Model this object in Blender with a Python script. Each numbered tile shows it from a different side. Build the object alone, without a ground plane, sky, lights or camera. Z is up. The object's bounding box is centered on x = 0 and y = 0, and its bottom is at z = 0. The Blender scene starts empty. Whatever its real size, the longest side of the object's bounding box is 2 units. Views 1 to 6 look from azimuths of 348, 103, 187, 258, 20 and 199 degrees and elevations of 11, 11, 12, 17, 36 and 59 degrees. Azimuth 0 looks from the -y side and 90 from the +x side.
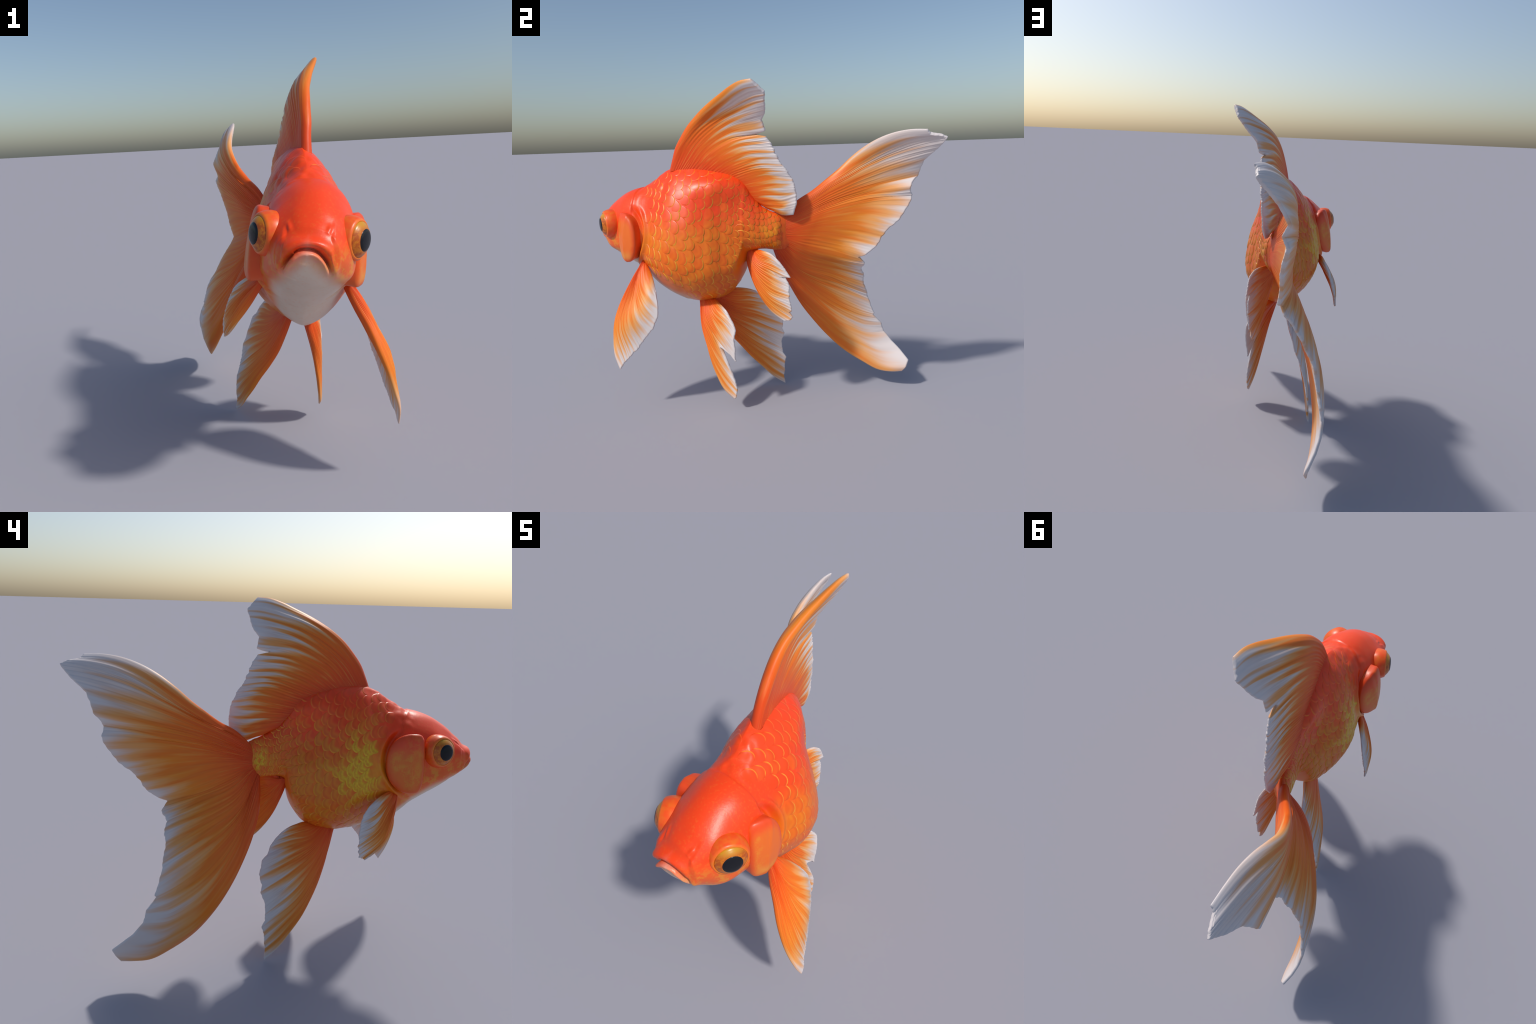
"""A fantail goldfish: lofted body with sculpted head, gill covers, bulging eyes,
overlapping scales and rayed fins, all with procedural node materials."""
import bpy, math
import numpy as np
from mathutils import Matrix, Vector

rng = np.random.default_rng(7)
COL = bpy.context.scene.collection

# ------------------------------------------------------------------ helpers
def pchip(x, y, q):
    """monotone cubic interpolation, y may be (n,) or (n,k)"""
    x = np.asarray(x, float); y = np.asarray(y, float); q = np.asarray(q, float)
    one = y.ndim == 1
    if one: y = y[:, None]
    h = np.diff(x)[:, None]; d = np.diff(y, axis=0) / h
    m = np.zeros_like(y)
    if len(x) == 2:
        m[:] = d[0]
    else:
        w1 = 2 * h[1:] + h[:-1]; w2 = h[1:] + 2 * h[:-1]
        ok = d[1:] * d[:-1] > 0
        with np.errstate(divide='ignore', invalid='ignore'):
            hm = (w1 + w2) / (w1 / d[:-1] + w2 / d[1:])
        m[1:-1] = np.where(ok, hm, 0)
        m[0] = d[0]; m[-1] = d[-1]
    i = np.clip(np.searchsorted(x, q, 'right') - 1, 0, len(x) - 2)
    t = ((q - x[i]) / (x[i + 1] - x[i]))[:, None]
    H = h[i]
    r = (y[i] * (2 * t**3 - 3 * t**2 + 1) + m[i] * H * (t**3 - 2 * t**2 + t)
         + y[i + 1] * (-2 * t**3 + 3 * t**2) + m[i + 1] * H * (t**3 - t**2))
    return r[:, 0] if one else r

def spline(x, y, q):
    """Catmull-Rom style cubic (not monotone) for smooth 3D curves"""
    x = np.asarray(x, float); y = np.asarray(y, float); q = np.asarray(q, float)
    m = np.gradient(y, x, axis=0)
    i = np.clip(np.searchsorted(x, q, 'right') - 1, 0, len(x) - 2)
    H = (x[i + 1] - x[i])[:, None]; t = (q - x[i])[:, None] / H
    return (y[i] * (2 * t**3 - 3 * t**2 + 1) + m[i] * H * (t**3 - 2 * t**2 + t)
            + y[i + 1] * (-2 * t**3 + 3 * t**2) + m[i + 1] * H * (t**3 - t**2))

def smooth(a, b, x):
    t = np.clip((x - a) / (b - a), 0, 1)
    return t * t * (3 - 2 * t)

def noise1(x, seed):
    x = np.asarray(x, float)
    tab = np.random.default_rng(seed).uniform(-1, 1, 4096)
    i = np.floor(x).astype(int); f = x - i; f = f * f * (3 - 2 * f)
    return tab[i % 4096] * (1 - f) + tab[(i + 1) % 4096] * f

def noise2(x, y, seed):
    tab = np.random.default_rng(seed).uniform(-1, 1, (256, 256))
    i = np.floor(x).astype(int); j = np.floor(y).astype(int)
    f = x - i; g = y - j; f = f * f * (3 - 2 * f); g = g * g * (3 - 2 * g)
    T = lambda a, b: tab[a % 256, b % 256]
    return ((T(i, j) * (1 - f) + T(i + 1, j) * f) * (1 - g)
            + (T(i, j + 1) * (1 - f) + T(i + 1, j + 1) * f) * g)

def mesh_object(name, V, F, mat, parent, floats=None, smooth_shade=True):
    me = bpy.data.meshes.new(name)
    me.from_pydata([tuple(v) for v in np.asarray(V, float)], [], [tuple(f) for f in F])
    me.update()
    if smooth_shade:
        me.polygons.foreach_set("use_smooth", [True] * len(me.polygons))
    for k, arr in (floats or {}).items():
        a = me.attributes.new(k, 'FLOAT', 'POINT')
        a.data.foreach_set("value", np.asarray(arr, np.float32))
    if mat: me.materials.append(mat)
    ob = bpy.data.objects.new(name, me)
    COL.objects.link(ob)
    ob.parent = parent
    return ob

# ------------------------------------------------------------------ root
root = bpy.data.objects.new("goldfish", None)
COL.objects.link(root)
root["label"] = "orange fantail goldfish with long white-edged flowing fins"
root["category"] = "goldfish"

# ------------------------------------------------------------------ materials
class NT:
    """tiny helper to write node trees as expressions"""
    def __init__(s, name):
        s.m = bpy.data.materials.new(name); s.m.use_nodes = True
        s.t = s.m.node_tree; s.t.nodes.clear()
        s.out = s.t.nodes.new('ShaderNodeOutputMaterial')
    def n(s, kind, **kw):
        nd = s.t.nodes.new(kind)
        for k, v in kw.items(): setattr(nd, k, v)
        return nd
    def put(s, sock, v):
        if hasattr(v, 'is_output'): s.t.links.new(v, sock)
        elif isinstance(v, (tuple, list)) and len(v) == 3 and sock.type == 'RGBA': sock.default_value = (*v, 1)
        else: sock.default_value = v
    def math(s, op, a, b=0.0, c=0.0, clamp=False):
        nd = s.n('ShaderNodeMath', operation=op, use_clamp=clamp)
        for i, v in enumerate((a, b, c)): s.put(nd.inputs[i], v)
        return nd.outputs[0]
    def add(s, a, b): return s.math('ADD', a, b)
    def sub(s, a, b): return s.math('SUBTRACT', a, b)
    def mul(s, a, b): return s.math('MULTIPLY', a, b)
    def step(s, v, a, b):
        nd = s.n('ShaderNodeMapRange', interpolation_type='SMOOTHSTEP')
        s.put(nd.inputs[0], v); nd.inputs[1].default_value = a; nd.inputs[2].default_value = b
        return nd.outputs[0]
    def bump01(s, v, c, w):
        """gaussian-like bump around c with half width w"""
        d = s.math('DIVIDE', s.sub(v, c), w)
        return s.math('EXPONENT', s.mul(s.mul(d, d), -1.0))
    def mix(s, f, a, b, mode='MIX'):
        nd = s.n('ShaderNodeMix', data_type='RGBA', blend_type=mode)
        s.put(nd.inputs[0], f); s.put(nd.inputs[6], a); s.put(nd.inputs[7], b)
        return nd.outputs[2]
    def ramp(s, f, stops, interp='LINEAR'):
        nd = s.n('ShaderNodeValToRGB'); nd.color_ramp.interpolation = interp
        e = nd.color_ramp.elements
        while len(e) < len(stops): e.new(0.5)
        for el, (p, c) in zip(e, stops):
            el.position = p; el.color = (*c, 1) if isinstance(c, (tuple, list)) else (c, c, c, 1)
        s.put(nd.inputs[0], f)
        return nd.outputs[0]
    def attr(s, name): return s.n('ShaderNodeAttribute', attribute_name=name).outputs['Fac']
    def coords(s):
        tc = s.n('ShaderNodeTexCoord'); tc.object = root
        sp = s.n('ShaderNodeSeparateXYZ'); s.t.links.new(tc.outputs['Object'], sp.inputs[0])
        return tc.outputs['Object'], sp.outputs[0], sp.outputs[1], sp.outputs[2]
    def xyz(s, x, y, z):
        nd = s.n('ShaderNodeCombineXYZ')
        for i, v in enumerate((x, y, z)): s.put(nd.inputs[i], v)
        return nd.outputs[0]
    def noise(s, vec, scale, detail=3.0, rough=0.55):
        nd = s.n('ShaderNodeTexNoise'); s.t.links.new(vec, nd.inputs['Vector'])
        nd.inputs['Scale'].default_value = scale; nd.inputs['Detail'].default_value = detail
        nd.inputs['Roughness'].default_value = rough
        return nd.outputs[0]
    def finish(s, color, rough=0.4, spec=0.5, coat=0.0, bump=None, bstr=0.1, bdist=0.002, metal=0.0, sss=0.0):
        p = s.n('ShaderNodeBsdfPrincipled')
        s.put(p.inputs['Base Color'], color); s.put(p.inputs['Roughness'], rough)
        s.put(p.inputs['Specular IOR Level'], spec); p.inputs['Coat Weight'].default_value = coat
        s.put(p.inputs['Metallic'], metal)
        p.inputs['Coat Roughness'].default_value = 0.2
        if bump is not None:
            b = s.n('ShaderNodeBump'); b.inputs['Strength'].default_value = bstr
            b.inputs['Distance'].default_value = bdist; s.put(b.inputs['Height'], bump)
            s.t.links.new(b.outputs[0], p.inputs['Normal'])
        s.t.links.new(p.outputs[0], s.out.inputs[0])
        return s.m

RED = (0.88, 0.058, 0.008)
DEEP = (0.62, 0.050, 0.008)
ORANGE = (0.78, 0.15, 0.008)
AMBER = (0.74, 0.215, 0.010)
GOLD = (0.72, 0.52, 0.025)
CREAM = (0.70, 0.60, 0.51)

# head frame used by shape and colour alike
O = np.array([-0.072, -0.858, 1.072])           # midpoint between the pupils
FWD = np.array([-0.337, -0.9415, 0.0])
LEFT = np.array([0.94, -0.335, -0.094]); LEFT /= np.linalg.norm(LEFT)
UP = np.cross(FWD, LEFT); UP = UP if UP[2] > 0 else -UP

def lateral_nodes(s, x, y, z):
    return s.add(s.add(s.mul(s.sub(x, float(O[0])), float(LEFT[0])), s.mul(s.sub(y, float(O[1])), float(LEFT[1]))),
                 s.mul(s.sub(z, float(O[2])), float(LEFT[2])))

def skin_colour(s, part):
    P, x, y, z = s.coords()
    n1 = s.noise(P, 6.0, 4.0); n2 = s.noise(P, 22.0, 3.0); n3 = s.noise(P, 90.0, 2.0)
    zz = s.add(z, s.mul(s.sub(n1, 0.5), 0.16))
    # back: vermilion, flank: orange to amber
    back = s.step(zz, 0.98, 1.17)
    flank = s.mix(s.mul(s.step(n2, 0.35, 0.7), 0.55), ORANGE, AMBER)
    col = s.mix(back, flank, RED)
    # darker deep red saddle above the peduncle
    sad = s.mul(s.mul(s.bump01(y, -0.06, 0.13), s.bump01(z, 1.15, 0.11)), s.step(n2, 0.3, 0.65))
    col = s.mix(s.mul(sad, 0.5), col, DEEP)
    col = s.mix(s.mul(s.step(y, 0.095, 0.135), 0.85), col, (0.74, 0.075, 0.008))
    # golden patches: peduncle and (right side only) behind the gill
    ped = s.mul(s.bump01(y, 0.10, 0.075), s.bump01(z, 1.02, 0.085))
    ped = s.mul(ped, s.step(n2, 0.3, 0.6))
    col = s.mix(s.mul(ped, 0.45), col, AMBER)
    right = s.step(x, 0.0, -0.05)
    gld = s.mul(s.mul(s.bump01(y, -0.46, 0.15), s.bump01(z, 1.0, 0.13)), right)
    gld = s.mul(s.mul(gld, s.step(n2, 0.22, 0.55)), s.step(y, -0.56, -0.50))
    col = s.mix(s.mul(gld, 0.25), col, GOLD)
    if part == 'head':
        a = s.math('ABSOLUTE', lateral_nodes(s, x, y, z))
        cheek = s.step(s.add(z, s.mul(s.sub(n1, 0.5), 0.1)), 1.09, 0.96)
        cheekcol = s.mix(s.step(s.add(n2, s.mul(s.sub(n3, 0.5), 0.7)), 0.4, 0.65), (0.80, 0.13, 0.02), (0.74, 0.30, 0.03))
        col = s.mix(s.mul(cheek, 0.75), s.mix(s.step(zz, 0.95, 1.1), (0.82, 0.10, 0.018), RED), cheekcol)
    if part in ('head', 'trunk', 'scale'):
        a = s.math('ABSOLUTE', lateral_nodes(s, x, y, z))
        back_y = s.step(y, -0.80, -0.45)
        zw = s.sub(s.sub(1.062, s.mul(s.math('MINIMUM', a, 0.2), 1.12)), s.mul(back_y, 0.27))
        pale = s.step(s.sub(s.add(z, s.mul(s.sub(n2, 0.5), 0.03)), zw), 0.050, -0.085)
        pale = s.mul(pale, s.step(y, -0.30, -0.45))
        col = s.mix(pale, col, s.mix(s.step(n1, 0.35, 0.7), (0.74, 0.58, 0.46), (0.68, 0.52, 0.40)))
    return P, x, y, z, n1, n2, n3, col

def skin_material(part):
    s = NT(part + "_skin")
    P, x, y, z, n1, n2, n3, col = skin_colour(s, part)
    col = s.mix(s.mul(s.step(n3, 0.5, 0.75), 0.18), col, (0.75, 0.22, 0.03))
    return s.finish(col, rough=0.36, spec=0.36, coat=0.0, bump=s.add(n3, n2), bstr=0.12, bdist=0.003)

def scale_material():
    s = NT("scale_skin")
    P, x, y, z, n1, n2, n3, col = skin_colour(s, 'scale')
    rim = s.attr('rim'); tone = s.attr('tone')   # rim: 1 at the free edge; tone: one random value per scale
    low = s.step(z, 1.38, 1.12)
    # some scales lean red, some amber
    col = s.mix(s.mul(s.step(tone, 0.55, 1.0), 0.30), col, (0.74, 0.085, 0.008))
    col = s.mix(s.mul(s.mul(s.step(tone, 0.40, 0.0), low), 0.30), col, (0.74, 0.24, 0.012))
    inside = s.mul(s.step(rim, 0.05, 0.45), s.step(rim, 1.0, 0.85))
    col = s.mix(s.mul(s.mul(inside, s.step(x, 0.05, -0.03)), s.mul(s.add(0.18, s.mul(s.step(tone, 0.9, 0.2), 0.40)), s.step(z, 1.34, 1.14))), col, (0.66, 0.25, 0.012))
    # golden scales: whole plates behind the right gill and on the stalk
    right = s.step(x, 0.03, -0.03)
    zone = s.mul(s.mul(s.bump01(y, -0.41, 0.17), s.bump01(s.add(z, s.mul(y, 0.25)), 0.900, 0.150)), right)
    stalk = s.mul(s.bump01(y, 0.09, 0.06), s.bump01(z, 1.02, 0.08))
    stalk = s.mul(stalk, s.add(0.40, s.mul(right, 0.6)))
    g = s.math('MAXIMUM', zone, stalk)
    g = s.mul(s.step(s.add(g, s.mul(s.sub(tone, 0.5), -0.36)), 0.20, 0.80), 0.92)
    inner = s.mul(s.step(rim, 0.20, 0.52), s.step(rim, 0.99, 0.86))
    gold = s.mix(s.step(n3, 0.35, 0.65), (0.78, 0.56, 0.015), (0.68, 0.42, 0.015))
    col = s.mix(s.mul(s.mul(g, s.add(0.16, s.mul(inner, 0.84))), 0.95), col, gold)
    # thin gilded crescent on the free edge, a deeper line just inside it
    edge = s.mul(s.step(rim, 0.76, 0.90), s.add(0.35, s.mul(s.step(n2, 0.35, 0.6), 0.65)))
    line = s.mul(s.step(rim, 0.40, 0.68), s.step(rim, 0.84, 0.74))
    root = s.step(rim, 0.42, 0.05)
    col = s.mix(s.math('MAXIMUM', s.mul(line, 0.36), s.mul(root, 0.22)), col, (0.58, 0.055, 0.006))
    col = s.mix(s.mul(edge, s.mul(s.add(0.34, s.mul(low, 0.46)), s.sub(1.0, s.mul(right, 0.45)))), col, (0.82, 0.42, 0.04))
    return s.finish(col, rough=0.34, spec=0.36, coat=0.0, bump=n3, bstr=0.08, bdist=0.002)

def fin_material(name, pale_curve, seed, streak=0.22, stripes=16.0, band=0.35):
    """'along' runs root to margin, 'across' over the fan; pale_curve: where white starts, across the fin"""
    s = NT(name)
    v = s.attr('along'); u = s.attr('across'); ray = s.attr('ray')
    st = s.noise(s.xyz(s.mul(u, stripes * 1.15), s.mul(v, 0.9), seed), 1.0, 1.5)
    mid = s.noise(s.xyz(s.mul(u, stripes * 3.1), s.mul(v, 1.6), seed + 2.0), 1.0, 2.0)
    fine = s.noise(s.xyz(s.mul(ray, 1.9), s.mul(v, 3.0), seed + 5.0), 1.0, 3.0)
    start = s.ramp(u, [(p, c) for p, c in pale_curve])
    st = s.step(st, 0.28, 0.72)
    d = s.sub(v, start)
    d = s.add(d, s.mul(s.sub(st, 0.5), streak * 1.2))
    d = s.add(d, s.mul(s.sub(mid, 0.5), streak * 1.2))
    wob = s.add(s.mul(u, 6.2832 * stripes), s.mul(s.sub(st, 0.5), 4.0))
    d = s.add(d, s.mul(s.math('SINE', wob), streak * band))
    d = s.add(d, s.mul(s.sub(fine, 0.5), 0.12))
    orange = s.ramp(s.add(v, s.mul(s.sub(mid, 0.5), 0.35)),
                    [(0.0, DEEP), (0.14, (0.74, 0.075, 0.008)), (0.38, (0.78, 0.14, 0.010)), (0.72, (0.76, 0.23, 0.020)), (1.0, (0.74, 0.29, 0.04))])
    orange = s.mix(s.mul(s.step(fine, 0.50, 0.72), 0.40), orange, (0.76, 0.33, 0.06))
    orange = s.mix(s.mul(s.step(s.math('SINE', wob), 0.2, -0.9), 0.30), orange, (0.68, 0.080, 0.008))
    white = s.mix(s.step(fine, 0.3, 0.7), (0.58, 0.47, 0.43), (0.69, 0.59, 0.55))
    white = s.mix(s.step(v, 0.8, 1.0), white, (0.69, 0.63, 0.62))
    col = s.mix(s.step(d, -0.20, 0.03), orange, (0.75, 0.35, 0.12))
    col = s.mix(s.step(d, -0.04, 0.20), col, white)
    return s.finish(col, rough=0.45, spec=0.3, bump=s.add(fine, mid), bstr=0.25, bdist=0.002)

MAT_HEAD = skin_material('head'); MAT_TRUNK = skin_material('trunk'); MAT_SCALE = scale_material()

# ------------------------------------------------------------------ body loft
# station y on the mid plane : x, half width, back height, belly height, widest height, upper z exponent, upper x exponent
ST = np.array([
    (-0.986, -0.122, 0.006, 1.043, 1.035, 1.039, 2.00, 2.00),
    (-0.984, -0.122, 0.040, 1.064, 1.014, 1.038, 2.2, 2.1),
    (-0.978, -0.117, 0.060, 1.079, 0.993, 1.036, 2.3, 2.2),
    (-0.965, -0.112, 0.082, 1.098, 0.966, 1.032, 2.3, 2.2),
    (-0.940, -0.104, 0.108, 1.125, 0.938, 1.020, 2.3, 2.2),
    (-0.900, -0.088, 0.128, 1.157, 0.905, 1.000, 2.3, 2.2),
    (-0.858, -0.072, 0.146, 1.190, 0.872, 0.985, 2.3, 2.1),
    (-0.790, -0.050, 0.166, 1.230, 0.825, 0.965, 2.5, 2.0),
    (-0.720, -0.030, 0.178, 1.253, 0.777, 0.950, 3.0, 2.0),
    (-0.680, -0.020, 0.182, 1.260, 0.735, 0.940, 2.9, 2.0),
    (-0.630, -0.009, 0.185, 1.285, 0.690, 0.925, 2.3, 1.8),
    (-0.580, 0.005, 0.192, 1.316, 0.660, 0.912, 1.9, 1.6),
    (-0.500, 0.026, 0.214, 1.360, 0.632, 0.895, 1.7, 1.5),
    (-0.420, 0.041, 0.232, 1.380, 0.612, 0.882, 1.6, 1.5),
    (-0.350, 0.046, 0.227, 1.380, 0.608, 0.865, 1.60, 1.50),
    (-0.250, 0.049, 0.199, 1.360, 0.624, 0.842, 1.45, 1.45),
    (-0.170, 0.048, 0.156, 1.328, 0.662, 0.830, 1.32, 1.40),
    (-0.115, 0.050, 0.126, 1.297, 0.728, 0.842, 1.30, 1.40),
    (-0.088, 0.052, 0.107, 1.278, 0.785, 0.872, 1.32, 1.40),
    (-0.072, 0.054, 0.091, 1.262, 0.850, 0.920, 1.40, 1.40),
    (-0.058, 0.056, 0.078, 1.243, 0.900, 0.980, 1.5, 1.5),
    (-0.030, 0.057, 0.066, 1.210, 0.910, 1.000, 1.6, 1.6),
    (0.030, 0.050, 0.055, 1.148, 0.914, 1.000, 1.80, 1.80),
    (0.100, 0.040, 0.045, 1.114, 0.906, 0.995, 2.00, 2.00),
    (0.145, 0.032, 0.024, 1.095, 0.912, 0.995, 2.00, 2.00),
    (0.172, 0.031, 0.008, 1.072, 0.940, 0.995, 2.0, 2.0),
    (0.190, 0.028, 0.005, 1.050, 0.955, 0.995, 2.0, 2.0),
])

NT_ = 360
def stations():
    ys = np.concatenate([
        -0.986 + 0.066 * np.linspace(0, 1, 46) ** 1.8,
        np.linspace(-0.920, -0.13, 200)[1:],
        np.linspace(-0.13, -0.04, 40)[1:],
        np.linspace(-0.04, 0.190, 60)[1:]])
    return ys
YS = stations()
PAR = pchip(ST[:, 0], ST[:, 1:], YS)

def ring(y, par, th):
    """body surface points at station arrays y (n) and angles th (m) -> (n,m,3)"""
    xc, w, zt, zb, zm, p, q = [par[:, i][:, None] for i in range(7)]
    tx = np.gradient(pchip(ST[:, 0], ST[:, 1], np.linspace(-1, .19, 600)), np.linspace(-1, .19, 600))
    slope = np.interp(y, np.linspace(-1, .19, 600), np.convolve(np.pad(tx, 20, 'edge'), np.ones(41) / 41, 'valid'))[:, None]
    L = np.sqrt(1 + slope**2); nx, ny = 1 / L, -slope / L
    c, s = np.cos(th)[None], np.sin(th)[None]
    lo_q = (2.05 - 0.52 * smooth(-0.90, -0.66, y) + 0.20 * smooth(-0.45, -0.26, y))[:, None]
    upx = np.sign(c) * np.abs(c) ** (2 / q); upz = np.abs(s) ** (2 / p)
    lox = np.sign(c) * np.abs(c) ** (2 / lo_q); loz = np.abs(s) ** (2 / lo_q)
    lat = w * np.where(s >= 0, upx, lox)
    z = np.where(s >= 0, zm + (zt - zm) * upz, zm - (zm - zb) * loz)
    roll = (0.09 * (1 - smooth(-0.75, -0.40, y)))[:, None]
    roll = np.where(z > 1.07, roll, roll * (0.15 + 0.85 * smooth(-0.84, -0.66, y))[:, None])
    lat = lat + roll * (z - 1.07) * smooth(-0.99, -0.93, y)[:, None]
    lat = lat + 0.018 * smooth(0.95, 1.15, z) * (np.exp(-((y + 0.10) / 0.11) ** 2))[:, None]
    return np.stack([xc + nx * lat, y[:, None] + ny * lat, z + 0 * lat], -1)

TH = np.linspace(0, 2 * np.pi, NT_, endpoint=False)
BASE = ring(YS, PAR, TH)

def grid_normals(P, wrap=True):
    du = np.gradient(P, axis=0)
    dv = (np.roll(P, -1, 1) - np.roll(P, 1, 1)) if wrap else np.gradient(P, axis=1)
    n = np.cross(dv, du); n /= np.linalg.norm(n, axis=-1, keepdims=True) + 1e-12
    return n
BN = grid_normals(BASE)
ctr = BASE.mean(1, keepdims=True)
if ((BASE - ctr) * BN).sum(-1).mean() < 0: BN = -BN

def sculpt(P, N):
    """displacement along the normal for lips, brow, gill fold, hood and lumps"""
    r = P - O
    f = r @ FWD; a = r @ LEFT; h = r @ UP
    z = P[..., 2]; y = P[..., 1]
    d = np.zeros(z.shape)
    # --- mouth: an arched opening, thick upper lip, shelf-like lower lip
    hm = -0.015 - 0.054 * (np.abs(a) / 0.074) ** 2.5
    sl = 2.5 * 0.054 * np.abs(a) ** 1.5 / 0.074**2.5
    m = (h - hm) / np.sqrt(1 + sl**2)
    side = 1 - smooth(0.074, 0.088, np.abs(a))
    zone = smooth(0.030, 0.062, f) * side
    d += zone * (0.012 * np.exp(-((m - 0.021) / 0.013) ** 2)
                 - 0.034 * np.exp(-((m - 0.001) / 0.0065) ** 2)
                 + 0.011 * np.exp(-((m + 0.015) / 0.012) ** 2) * (1 - smooth(0.055, 0.084, np.abs(a)))
                 - 0.0035 * np.exp(-((m - 0.049) / 0.015) ** 2)
                 - 0.003)
    # lip corners: rounded swelling
    d += 0.008 * np.exp(-(((np.abs(a) - 0.092) / 0.013) ** 2 + ((h + 0.085) / 0.026) ** 2)) * smooth(0.03, 0.06, f)
    # --- nostril bumps
    d += 0.006 * np.exp(-(((np.abs(a) - 0.070) / 0.010) ** 2 + ((h - 0.048) / 0.011) ** 2)) * (f > 0)
    # --- mound below each eye stalk, hollow in front of it
    sd = smooth(0.06, 0.12, np.abs(a))
    d += 0.016 * np.exp(-(((f + 0.015) / 0.085) ** 2 + (h / 0.085) ** 2)) * sd
    # --- cheek bone under the eye
    d += 0.008 * np.exp(-(((f + 0.02) / 0.06) ** 2 + ((h + 0.13) / 0.03) ** 2)) * sd
    # --- hood step where head skin ends
    line = -0.19 - 0.25 * np.maximum(0, np.abs(a) - 0.05)
    up = smooth(0.03, 0.10, h)
    d += 0.004 * up * (smooth(-0.006, 0.006, f - line) * np.exp(-np.maximum(0, f - line) / 0.05))
    d -= 0.002 * up * np.exp(-((f - line + 0.012) / 0.012) ** 2)
    # --- gill fold: groove then raised shoulder rim behind the covers
    zr = h / 0.17 + 0.25
    arc = -0.325 + 0.10 * np.clip(zr, -1.3, 1.3) ** 2
    sidew = smooth(-0.27, -0.19, h) * (1 - smooth(0.05, 0.12, h)) * (np.abs(a) > 0.06)
    d += sidew * (0.014 * np.exp(-((f - arc) / 0.016) ** 2) - 0.016 * np.exp(-((f - arc - 0.035) / 0.016) ** 2))
    # --- lumpy nape between hood and dorsal fin
    nape = smooth(-0.70, -0.64, y) * (1 - smooth(-0.5, -0.4, y)) * smooth(1.15, 1.25, z)
    d += nape * 0.003 * noise2(P[..., 1] * 34, P[..., 0] * 40 + 90, 3)
    # --- thick ridge carrying the dorsal fin
    d += 0.006 * smooth(-0.52, -0.46, y) * (1 - smooth(0.0, 0.06, y)) * smooth(0.90, 0.995, N[..., 2])
    # --- hollow in the right rear flank above the belly bulge, fuller left rear back
    right = 1 - smooth(-0.06, 0.04, P[..., 0])
    d -= 0.020 * np.exp(-(((y + 0.13) / 0.13) ** 2 + ((z - 1.12) / 0.11) ** 2)) * right
    d += 0.042 * np.exp(-(((y + 0.19) / 0.14) ** 2 + ((z - 1.26) / 0.075) ** 2)) * (1 - right)
    # --- soft overall unevenness
    d += 0.0022 * noise2(y * 14 + 30, z * 14 + a * 9, 11)
    return d
BODY = BASE + BN * sculpt(BASE, BN)[..., None]
n_r, n_t = BODY.shape[:2]
cap0 = BODY[0].mean(0); cap1 = BODY[-1].mean(0)
VB = np.vstack([BODY.reshape(-1, 3), cap0[None], cap1[None]])
iA, iB = n_r * n_t, n_r * n_t + 1
def quad_rows(r0, r1):
    i = np.arange(r0, r1)[:, None] * n_t; j = np.arange(n_t)[None]; k = (j + 1) % n_t
    return np.stack([i + j, i + k, i + n_t + k, i + n_t + j], -1).reshape(-1, 4)
VN = grid_normals(BODY)
if ((BODY - BODY.mean(1, keepdims=True)) * VN).sum(-1).mean() < 0: VN = -VN
VN = np.vstack([VN.reshape(-1, 3), [FWD], [[0, 1, 0]]])
head_end = int(np.searchsorted(YS, -0.655)); trunk_end = int(np.searchsorted(YS, -0.035))
def body_part(name, r0, r1, mat, extra=()):
    F = [tuple(q) for q in quad_rows(r0, r1)] + list(extra)
    # outward winding
    q = F[0]; c = np.cross(VB[q[1]] - VB[q[0]], VB[q[2]] - VB[q[0]])
    q = F[len(F) // 2 if len(F) > 4 else 0]
    c = np.cross(VB[q[1]] - VB[q[0]], VB[q[2]] - VB[q[0]])
    if c @ VN[q[0]] < 0: F = [f[::-1] for f in F]
    used = np.unique(np.concatenate([np.array(f) for f in F])); mp = -np.ones(len(VB), int); mp[used] = np.arange(len(used))
    ob = mesh_object(name, VB[used], [tuple(mp[list(f)]) for f in F], mat, root)
    ob.data.normals_split_custom_set_from_vertices([tuple(v) for v in VN[used]])
    return ob
head = body_part("head", 0, head_end, MAT_HEAD, [(iA, (j + 1) % n_t, j) for j in range(n_t)])
trunk = body_part("trunk", head_end, trunk_end, MAT_TRUNK)
o = (n_r - 1) * n_t
peduncle = body_part("caudal_peduncle", trunk_end, n_r - 1, MAT_TRUNK, [(iB, o + j, o + (j + 1) % n_t) for j in range(n_t)])

# ------------------------------------------------------------------ scales
from mathutils.bvhtree import BVHTree
ARC = np.r_[0, np.cumsum(np.linalg.norm(np.diff(np.c_[PAR[:, 0], YS], axis=0), axis=1))]
BODY_F = quad_rows(0, n_r - 1)
BVH = BVHTree.FromPolygons([tuple(v) for v in VB[:n_r * n_t]], [tuple(int(k) for k in f) for f in BODY_F])
FN = VN[BODY_F].mean(1); FN /= np.linalg.norm(FN, axis=1, keepdims=True)

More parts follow.
